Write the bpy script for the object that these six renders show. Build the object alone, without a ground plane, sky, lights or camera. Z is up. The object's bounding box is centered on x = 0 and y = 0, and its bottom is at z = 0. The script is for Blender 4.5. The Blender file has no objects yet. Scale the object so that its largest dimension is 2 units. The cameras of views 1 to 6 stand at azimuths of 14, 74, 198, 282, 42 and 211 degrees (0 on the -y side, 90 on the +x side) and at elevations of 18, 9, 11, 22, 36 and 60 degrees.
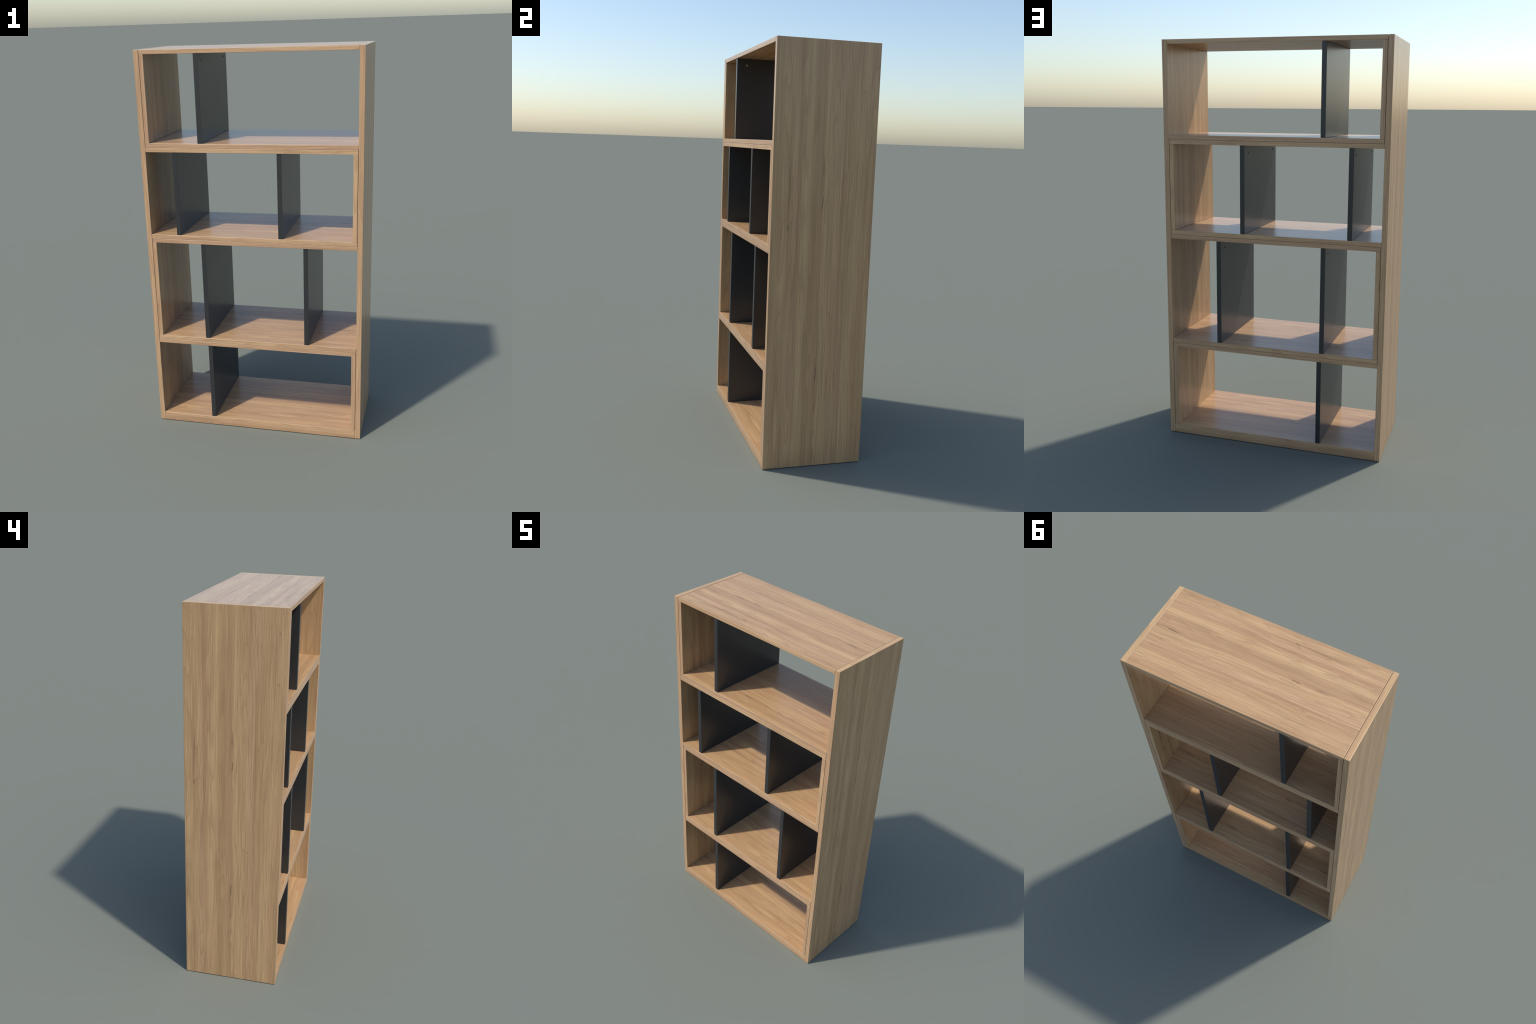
"""Open bookcase: two tall side panels, a zig-zag of double shelves with inner
uprights on alternating sides, and six dark dividers.  Wood is a procedural veneer."""
import bpy, bmesh, math
from mathutils import Vector, Matrix

# ------------------------------------------------------------------ dimensions
HALF_W, HALF_D, HEIGHT = 0.5566, 0.2464, 2.000
SIDE_T = 0.0262            # outer side panels
BOARD_T = 0.0216           # shelves, inner uprights, top
BASE_T = 0.0475
ROW = 0.4265               # clear height of three of the rows
ROW_TALL = 0.5205          # third row is taller
SLIDE_GAP = 0.0018         # gap on the side where a frame only slides
TOUCH = 0.0006
BEVEL = 0.0015
DIV_T = 0.0230
DIV_HALF_D = 0.2436
X_IN = HALF_W - SIDE_T     # inner face of side panels

# ------------------------------------------------------------------ node helpers
class Net:
    """Small wrapper that writes maths as nodes."""
    def __init__(self, tree):
        self.t = tree
        self.n = tree.nodes
    def link(self, a, sock):
        if isinstance(a, (int, float)):
            sock.default_value = a
        else:
            self.t.links.new(a, sock)
    def math(self, op, a, b=0.0, c=None, clamp=False):
        nd = self.n.new('ShaderNodeMath'); nd.operation = op; nd.use_clamp = clamp
        self.link(a, nd.inputs[0]); self.link(b, nd.inputs[1])
        if c is not None:
            self.link(c, nd.inputs[2])
        return nd.outputs[0]
    def add(self, a, b): return self.math('ADD', a, b)
    def sub(self, a, b): return self.math('SUBTRACT', a, b)
    def mul(self, a, b): return self.math('MULTIPLY', a, b)
    def mad(self, a, b, c): return self.math('MULTIPLY_ADD', a, b, c)
    def vec(self, x, y, z=0.0):
        nd = self.n.new('ShaderNodeCombineXYZ')
        for s, v in zip(nd.inputs, (x, y, z)):
            self.link(v, s)
        return nd.outputs[0]
    def noise(self, v, scale=1.0, detail=2.0, rough=0.5):
        nd = self.n.new('ShaderNodeTexNoise')
        nd.noise_dimensions = '3D'
        self.t.links.new(v, nd.inputs['Vector'])
        nd.inputs['Scale'].default_value = scale
        nd.inputs['Detail'].default_value = detail
        nd.inputs['Roughness'].default_value = rough
        return nd.outputs['Fac']
    def smooth(self, v, a, b, lo=0.0, hi=1.0):
        nd = self.n.new('ShaderNodeMapRange'); nd.interpolation_type = 'SMOOTHSTEP'
        self.link(v, nd.inputs['Value'])
        for k, x in (('From Min', a), ('From Max', b), ('To Min', lo), ('To Max', hi)):
            nd.inputs[k].default_value = x
        return nd.outputs['Result']
    def ramp(self, v, stops, interp='LINEAR'):
        nd = self.n.new('ShaderNodeValToRGB'); cr = nd.color_ramp
        cr.interpolation = interp
        while len(cr.elements) < len(stops):
            cr.elements.new(0.5)
        for e, (p, c) in zip(cr.elements, stops):
            e.position = p; e.color = (*c, 1.0)
        self.link(v, nd.inputs['Fac'])
        return nd.outputs['Color']
    def mix(self, f, a, b, mode='MIX'):
        nd = self.n.new('ShaderNodeMix'); nd.data_type = 'RGBA'; nd.blend_type = mode
        self.link(f, nd.inputs[0])
        for s, v in ((nd.inputs[6], a), (nd.inputs[7], b)):
            if isinstance(v, tuple):
                s.default_value = (*v, 1.0)
            else:
                self.t.links.new(v, s)
        return nd.outputs[2]

# ------------------------------------------------------------------ veneer
# tones of the veneer (linear base colours)
LIGHT = (0.608, 0.400, 0.198)
PALE  = (0.580, 0.362, 0.198)
TAN   = (0.530, 0.328, 0.164)
PINK  = (0.500, 0.292, 0.152)
OLIVE = (0.466, 0.290, 0.138)
BROWN = (0.405, 0.242, 0.122)
RING  = (0.355, 0.200, 0.100)
BROWN_LINE = (0.300, 0.160, 0.080)
DARK  = (0.120, 0.060, 0.036)

# lengthwise bands of the flitch: (distance across in metres, tone); three stations
# along the length (near one end, middle, other end) that melt into each other
BANDS_END = [(-.30, TAN), (-.245, TAN), (-.205, PALE), (-.185, TAN), (-.150, OLIVE),
             (-.135, TAN), (-.125, PALE), (-.090, PALE), (-.075, OLIVE), (-.055, TAN),
             (-.030, OLIVE), (-.012, LIGHT), (0.002, LIGHT), (0.006, PINK), (0.032, BROWN),
             (0.038, TAN), (0.044, LIGHT), (0.048, BROWN), (0.061, OLIVE), (0.069, LIGHT),
             (0.098, LIGHT), (0.123, LIGHT), (0.129, PINK), (0.154, BROWN), (0.160, TAN),
             (0.185, TAN), (0.205, LIGHT), (0.225, TAN), (0.30, OLIVE)]
BANDS_MID = [(-.30, PINK), (-.240, TAN), (-.190, LIGHT), (-.160, TAN), (-.135, OLIVE),
             (-.125, TAN), (-.108, BROWN), (-.100, PALE), (-.062, PALE), (-.045, TAN),
             (-.035, LIGHT), (-.006, LIGHT), (0.002, PINK), (0.015, BROWN), (0.028, OLIVE),
             (0.045, BROWN), (0.060, OLIVE), (0.070, TAN), (0.085, LIGHT), (0.124, LIGHT),
             (0.130, PINK), (0.148, BROWN), (0.156, PALE), (0.188, TAN), (0.196, BROWN),
             (0.206, TAN), (0.218, LIGHT), (0.245, TAN), (0.30, OLIVE)]
BANDS_FAR = [(-.30, TAN), (-.240, OLIVE), (-.208, PINK), (-.196, LIGHT), (-.150, LIGHT),
             (-.144, BROWN), (-.128, PINK), (-.095, PALE), (-.070, TAN), (-.058, LIGHT),
             (-.004, LIGHT), (0.002, BROWN), (0.018, PINK), (0.032, TAN), (0.042, OLIVE),
             (0.060, BROWN), (0.070, OLIVE), (0.085, TAN), (0.110, LIGHT), (0.134, TAN),
             (0.140, PINK), (0.150, PALE), (0.180, PALE), (0.195, TAN), (0.200, OLIVE),
             (0.215, TAN), (0.228, LIGHT), (0.245, TAN), (0.30, TAN)]

# figure marks: across, along, half width, half length, strength
MARKS = [(0.004, 1.373, .0034, .034, .42), (0.003, 1.228, .0022, .024, .85),
         (0.002, 0.543, .0022, .033, .95), (0.002, 0.398, .0014, .020, .65),
         (0.001, 0.292, .0014, .022, .65), (0.001, 0.203, .0014, .024, .60),
         (-.079, 0.774, .0018, .004, .80), (0.197, 1.131, .0024, .013, .70),
         (0.195, 1.270, .0045, .130, .34), (-.207, 1.884, .0030, .005, .40),
         (-.208, 1.652, .0030, .006, .40), (-.121, 1.330, .0022, .016, .34),
         (0.160, 0.880, .0016, .020, .30), (-.060, 0.480, .0012, .045, .30),
         (-.033, 1.600, .0016, .022, .36)]

def veneer_group():
    """Node group: (across, along) in metres -> colour and relief of the veneer."""
    g = bpy.data.node_groups.new('veneer', 'ShaderNodeTree')
    g.interface.new_socket('Across', in_out='INPUT', socket_type='NodeSocketFloat')
    g.interface.new_socket('Along', in_out='INPUT', socket_type='NodeSocketFloat')
    g.interface.new_socket('Color', in_out='OUTPUT', socket_type='NodeSocketColor')
    g.interface.new_socket('Height', in_out='OUTPUT', socket_type='NodeSocketFloat')
    N = Net(g)
    gi = g.nodes.new('NodeGroupInput'); go = g.nodes.new('NodeGroupOutput')
    s0, t = gi.outputs[0], gi.outputs[1]

    # lines of the grain wander, most in the heart (across = 0)
    heart = N.math('EXPONENT', N.mul(N.mul(s0, s0), -1.0 / (0.07 ** 2)))
    w1 = N.sub(N.noise(N.vec(N.mul(s0, 5.0), N.mul(t, 2.4), 3.1), 1.0, 1.0), 0.5)
    w2 = N.sub(N.noise(N.vec(N.mul(s0, 14.0), N.mul(t, 7.5), 7.7), 1.0, 2.0), 0.5)
    amp1 = N.mad(heart, 0.010, 0.007)
    amp2 = N.mad(heart, 0.010, 0.0022)
    s = N.add(s0, N.add(N.mul(w1, amp1), N.mul(w2, amp2)))
    # grain flows around the knots of the heart
    for (ks, kt, kr, kl) in ((0.004, 1.373, .020, .075), (0.002, 0.50, .016, .10), (0.001, 0.25, .014, .08)):
        ds = N.sub(s0, ks)
        r = N.add(N.math('POWER', N.mul(ds, 1 / kr), 2.0), N.math('POWER', N.mul(N.sub(t, kt), 1 / kl), 2.0))
        s = N.sub(s, N.mul(N.mul(ds, 0.65), N.math('EXPONENT', N.mul(r, -1.0))))

    folded = N.sub(N.math('PINGPONG', N.add(s, 0.3), 0.6), 0.3)     # the flitch is book-matched
    def bands(table):
        return N.ramp(N.mad(folded, 1 / 0.6, 0.5), [(p / 0.6 + 0.5, c) for p, c in table])
    col = N.mix(N.smooth(t, 1.95, 1.45), bands(BANDS_END), bands(BANDS_MID))
    col = N.mix(N.smooth(t, 1.05, 0.55), col, bands(BANDS_FAR))

    col = N.mix(0.36, col, TAN)

    # streaks from broad to hair fine
    z = lambda fs, ft, k, d=2.0, r=0.5: N.sub(N.noise(N.vec(N.mul(s, fs), N.mul(t, ft), k), 1.0, d, r), 0.5)
    broad = z(38.0, 1.1, 1.3)
    mid = z(120.0, 2.6, 5.9)
    fine = z(330.0, 5.0, 9.2, 3.0, 0.6)
    pore = z(800.0, 90.0, 2.2, 2.0, 0.6)
    hue = z(24.0, 1.6, 14.2)
    col = N.mix(N.smooth(hue, 0.02, 0.22, 0.0, 0.35), col, PINK)
    col = N.mix(N.smooth(hue, -0.02, -0.22, 0.0, 0.30), col, LIGHT)
    fleck = z(420.0, 16.0, 17.7, 1.0)
    col = N.mix(N.smooth(fleck, 0.14, 0.30, 0.0, 0.5), col, (0.33, 0.18, 0.09))   # short dark pores
    dash = z(190.0, 7.0, 61.0, 1.0)
    col = N.mix(N.smooth(dash, 0.19, 0.30, 0.0, 0.55), col, (0.30, 0.165, 0.085))   # sparse longer dashes
    lines = N.smooth(mid, -0.10, -0.26, 0.0, 0.40)         # sparse darker growth lines
    col = N.mix(lines, col, BROWN)
    # growth rings: each fades in and ends on a crisp late-wood line
    for fs, ft, seed, rings, k in ((11.0, 0.55, 51.0, 17.0, .42), (26.0, 0.9, 57.0, 11.0, .24)):
        saw = N.math('FRACT', N.mul(N.add(z(fs, ft, seed, 1.0), 0.5), rings))
        col = N.mix(N.mul(N.math('POWER', saw, 2.5), k), col, RING)
    # growth lines: thin contours of a stretched noise, crisp on one side
    for fs, ft, seed, width, k in ((55.0, 0.9, 31.0, .035, .34), (105.0, 1.3, 37.0, .05, .26),
                                   (190.0, 2.2, 43.0, .07, .22)):
        crest = N.math('ABSOLUTE', z(fs, ft, seed, 1.0))
        gate = N.smooth(z(18.0, 1.7, seed + 2.0, 1.0), -0.12, 0.10)
        col = N.mix(N.mul(N.smooth(crest, width, 0.0, 0.0, k), gate), col, BROWN_LINE)
    light_lines = N.smooth(fine, 0.12, 0.30, 0.0, 0.35)    # pale threads
    col = N.mix(light_lines, col, (0.66, 0.46, 0.26))
    b = N.add(N.add(N.mul(broad, 0.20), N.mul(mid, 0.28)), N.add(N.mul(fine, 0.52), N.mul(pore, 0.30)))
    b = N.add(b, 1.0)
    col = N.mix(1.0, col, N.vec(b, b, b), 'MULTIPLY')

    # slits and knots
    jag = N.mad(z(60.0, 30.0, 21.0), 0.004, s0)
    total = None
    for (ks, kt, kw, kl, k) in MARKS:
        skew = N.mad(N.sub(t, kt), 0.05, N.sub(jag, ks))
        r = N.add(N.math('POWER', N.math('ABSOLUTE', N.mul(skew, 1 / kw)), 2.0),
                  N.math('POWER', N.math('ABSOLUTE', N.mul(N.sub(t, kt), 1 / kl)), 4.0))
        m = N.mul(N.math('EXPONENT', N.mul(r, -1.0)), k)
        total = m if total is None else N.math('MAXIMUM', total, m)
    col = N.mix(total, col, DARK)
    g.links.new(col, go.inputs[0])
    h = N.sub(N.add(N.mul(fine, 0.6), N.mul(pore, 0.5)), total)
    g.links.new(h, go.inputs[1])
    return g

VENEER = veneer_group()
EDGE_TINT = (1.03, 1.01, 1.10)      # edge bands are a shade paler than the faces

def wood(name, across, along, across0, along0, tint=(1, 1, 1), rough=0.27):
    """Veneer laid on a board: `across` and `along` are the object-space directions
    (length = texture metres per metre) in which the pattern runs."""
    m = bpy.data.materials.new(name); m.use_nodes = True
    t = m.node_tree; N = Net(t)
    bsdf = t.nodes['Principled BSDF']
    tc = t.nodes.new('ShaderNodeTexCoord')
    def dot(v, off):
        nd = t.nodes.new('ShaderNodeVectorMath'); nd.operation = 'DOT_PRODUCT'
        t.links.new(tc.outputs['Object'], nd.inputs[0]); nd.inputs[1].default_value = v
        return N.add(nd.outputs['Value'], off)
    g = t.nodes.new('ShaderNodeGroup'); g.node_tree = VENEER
    t.links.new(dot(across, across0), g.inputs[0])
    t.links.new(dot(along, along0), g.inputs[1])
    col = N.mix(1.0, g.outputs[0], tint, 'MULTIPLY')
    t.links.new(col, bsdf.inputs['Base Color'])
    bsdf.inputs['Roughness'].default_value = rough
    bump = t.nodes.new('ShaderNodeBump')
    bump.inputs['Strength'].default_value = 0.06
    bump.inputs['Distance'].default_value = 0.001
    t.links.new(g.outputs[1], bump.inputs['Height'])
    t.links.new(bump.outputs['Normal'], bsdf.inputs['Normal'])
    return m

def plain(name, color, rough, speck=0.0):
    m = bpy.data.materials.new(name); m.use_nodes = True
    t = m.node_tree; N = Net(t); bsdf = t.nodes['Principled BSDF']
    tc = t.nodes.new('ShaderNodeTexCoord')
    n = N.noise(tc.outputs['Object'], 420.0, 2.0)
    f = N.mad(n, speck, 1.0 - speck / 2)
    t.links.new(N.mix(1.0, color, N.vec(f, f, f), 'MULTIPLY'), bsdf.inputs['Base Color'])
    bsdf.inputs['Roughness'].default_value = rough
    return m

ANTHRACITE = plain('anthracite_melamine', (0.0325, 0.0328, 0.0338), 0.28, 0.10)
CORE = plain('drilled_core', (0.55, 0.40, 0.27), 0.8, 0.3)
CAP = plain('cap_plastic', (0.090, 0.087, 0.082), 0.40, 0.05)

# ------------------------------------------------------------------ building
def place(name, mesh, parent, location=(0, 0, 0)):
    o = bpy.data.objects.new(name, mesh)
    bpy.context.scene.collection.objects.link(o)
    o.parent = parent
    o.location = location
    return o

def board_mesh(name, size, materials, slot_of_axis):
    """Rounded-edge board centred on its origin; slot_of_axis gives the material slot
    for faces looking along x, y, z (edge bands differ from the broad faces)."""
    bm = bmesh.new()
    bmesh.ops.create_cube(bm, size=1.0)
    bmesh.ops.scale(bm, vec=size, verts=bm.verts)
    for f in bm.faces:
        a = max(range(3), key=lambda i: abs(f.normal[i]))
        f.material_index = slot_of_axis[a]
    bmesh.ops.bevel(bm, geom=bm.edges[:], offset=BEVEL, segments=3, profile=0.5,
                    affect='EDGES', clamp_overlap=True, material=-1)
    bmesh.ops.recalc_face_normals(bm, faces=bm.faces)
    me = bpy.data.meshes.new(name)
    bm.to_mesh(me); bm.free()
    for m in materials:
        me.materials.append(m)
    return me

def soften(o):
    """Round shading on the small edge radius, flat shading on the broad faces."""
    for poly in o.data.polygons:
        poly.use_smooth = True
    m = o.modifiers.new('flat_faces', 'WEIGHTED_NORMAL')
    m.mode = 'FACE_AREA'; m.weight = 100; m.keep_sharp = False
    return o

def box(lo, hi):
    lo, hi = Vector(lo), Vector(hi)
    return tuple(hi - lo), (lo + hi) / 2

root = bpy.data.objects.new('bookcase', None)
bpy.context.scene.collection.objects.link(root)
root['label'] = 'tall open oak veneer bookcase with offset dark grey dividers'
root['category'] = 'bookcase'

def lay_board(name, x0, x1, z0, z1, face, edge):
    """Horizontal board, grain along x.  face/edge: (across0, along0, across scale, along scale)."""
    size, c = box((x0, -HALF_D + .0002, z0), (x1, HALF_D - .0002, z1))
    a0, l0, ka, kl = face
    mats = [wood(name + '_veneer', (0, -ka, 0), (-kl, 0, 0), a0, l0),
            wood(name + '_edge_band', (0, 0, 1.0), (kl, 0, 0), edge[0], edge[1], EDGE_TINT)]
    return soften(place(name, board_mesh(name, size, mats, (1, 1, 0)), root, c))

def stand_board(name, x0, x1, z0, z1, face, edge):
    """Vertical board, grain along z; its top end carries an edge band with grain along y."""
    size, c = box((x0, -HALF_D, z0), (x1, HALF_D, z1))
    a0, l0, ka, kl = face
    mats = [wood(name + '_veneer', (0, ka, 0), (0, 0, kl), a0, l0),
            wood(name + '_edge_band', (1.0, 0, 0), (0, 0, kl), edge[0], edge[1], EDGE_TINT),
            wood(name + '_end_band', (1.0, 0, 0), (0, 1.0, 0), 0.095, edge[1] + .4, (1, 1, 1))]
    return soften(place(name, board_mesh(name, size, mats, (0, 1, 2)), root, c))

# levels, from the top down
z_top = HEIGHT
z_top_under = z_top - BOARD_T
z_row1 = z_top_under - ROW - .0013                     # floor of row 1
z_row1_mid = z_row1 - BOARD_T - TOUCH          # top of the board below it
z_row2_ceil = z_row1 - 2 * BOARD_T - TOUCH
z_row2 = z_row2_ceil - ROW
z_row3_ceil = z_row2 - 2 * BOARD_T - TOUCH
z_row3 = z_row3_ceil - ROW_TALL
z_row4_ceil = z_row3 - 2 * BOARD_T - TOUCH
z_row4 = BASE_T

# outer sides
stand_board('side_panel', -HALF_W, -X_IN, 0, HEIGHT, (0.0, 1.0, 1.0, 1.0), (-.02, 1.3))
stand_board('side_panel.001', X_IN, HALF_W, 0, HEIGHT, (0.0, 0.1557 + 0.8418, -1.19, .8418), (-.17, 0.9))

# frames: right-hand ones close against +x and leave the slide gap at -x, left-hand ones the reverse
R0, R1 = -X_IN + SLIDE_GAP, X_IN - TOUCH
L0, L1 = -X_IN + TOUCH, X_IN - SLIDE_GAP
lay_board('top_panel', R0, R1, z_top_under, z_top - .0002, (0.0, 1.024, 1.05, 1.10), (.10, .30))
for name, x0, x1, z1, face, edge in (
        ('shelf', R0, R1, z_row1, (-.155, 0.443, 1.05, 1.10), (-.09, 1.30)),
        ('shelf.001', L0, L1, z_row1_mid, (0.05, 1.10, 1.05, 1.10), (.11, .70)),
        ('shelf.002', L0, L1, z_row2, (.105, 1.02, 1.05, 1.10), (.09, .95)),
        ('shelf.003', R0, R1, z_row2 - BOARD_T - TOUCH, (-.04, 1.05, 1.05, 1.10), (-.10, .55)),
        ('shelf.004', R0, R1, z_row3, (.178, .727, 1.05, 1.10), (.105, 1.2)),
        ('shelf.005', L0, L1, z_row3 - BOARD_T - TOUCH, (.02, .95, 1.05, 1.10), (-.06, .80))):
    lay_board(name, x0, x1, z1 - BOARD_T, z1, face, edge)
lay_board('base_panel', L0, L1 + .0010, 0, BASE_T, (.0525, .462, 1.05, 1.10), (.08, 1.0))

eps = 0.0003
for name, left, z0, z1, face, edge in (
        ('inner_upright', True, z_row1, z_top_under, (.03, 1.5, -1.0, .9), (-.10, 1.0)),
        ('inner_upright.001', False, z_row2, z_row2_ceil, (.0, 1.2, 1.0, .9), (.10, 1.2)),
        ('inner_upright.002', True, z_row3, z_row3_ceil, (.02, 0.9, -1.0, .9), (-.06, .6)),
        ('inner_upright.003', False, z_row4, z_row4_ceil, (.0, 0.5, 1.0, .9), (-.03, .5))):
    x0, x1 = (R0, R0 + BOARD_T) if left else (L1 - BOARD_T, L1)
    stand_board(name, x0, x1, z0 + eps, z1 - eps, face, edge)

# ------------------------------------------------------------------ dividers
HOLE_Y = (-0.190, 0.190)
HOLE_DROP = 0.0352         # below the ceiling of the row
HOLE_R, HOLE_DEPTH = 0.0057, 0.0033

def disc(name, radius, depth, rim, flat):
    """Short cylinder lying along x: `rim` on its wall, `flat` on its ends."""
    bm = bmesh.new()
    bmesh.ops.create_cone(bm, cap_ends=True, segments=28, radius1=radius, radius2=radius,
                          depth=depth, matrix=Matrix.Rotation(math.pi / 2, 4, 'Y'))
    for f in bm.faces:
        f.material_index = 1 if abs(f.normal.x) > 0.9 else 0
    me = bpy.data.meshes.new(name); bm.to_mesh(me); bm.free()
    me.materials.append(rim); me.materials.append(flat)
    return me

def divider_mesh(height, side):
    me = board_mesh('divider', (DIV_T, 2 * DIV_HALF_D, height), [ANTHRACITE, CORE], (0, 0, 0))
    body = place('body', me, None)
    cutters = []
    for y in HOLE_Y:
        c = place('drill', disc('drill', HOLE_R, 2 * HOLE_DEPTH, ANTHRACITE, CORE), None,
                  (side * DIV_T / 2, y, height / 2 - HOLE_DROP))
        mod = body.modifiers.new('drill', 'BOOLEAN')
        mod.operation = 'DIFFERENCE'; mod.solver = 'EXACT'; mod.object = c
        if hasattr(mod, 'material_mode'):
            mod.material_mode = 'TRANSFER'
        cutters.append(c)
    bpy.context.view_layer.update()
    dg = bpy.context.evaluated_depsgraph_get()
    out = bpy.data.meshes.new_from_object(body.evaluated_get(dg))
    for o in cutters + [body]:
        bpy.data.objects.remove(o, do_unlink=True)
    out.name = 'divider'
    return out

CAP_MESH = disc('hole_cap', 0.0055, 0.0024, CAP, CAP)
clear = 0.0004
tag = lambda base, i: base if i == 0 else '%s.%03d' % (base, i)
for i, (x, z0, z1, side) in enumerate((
        (-.2445, z_row1, z_top_under, 1),
        (-.3803, z_row2, z_row2_ceil, -1), (.1501, z_row2, z_row2_ceil, -1),
        (-.2550, z_row3, z_row3_ceil, -1), (.2753, z_row3, z_row3_ceil, -1),
        (-.2440, z_row4, z_row4_ceil, 1))):
    h = z1 - z0 - 2 * clear
    d = place(tag('divider', i), divider_mesh(h, side), root, (x, 0, (z0 + z1) / 2))
    place(tag('hole_cap', i), CAP_MESH, d, (side * (DIV_T / 2 - .0009), 0, h / 2 - HOLE_DROP))
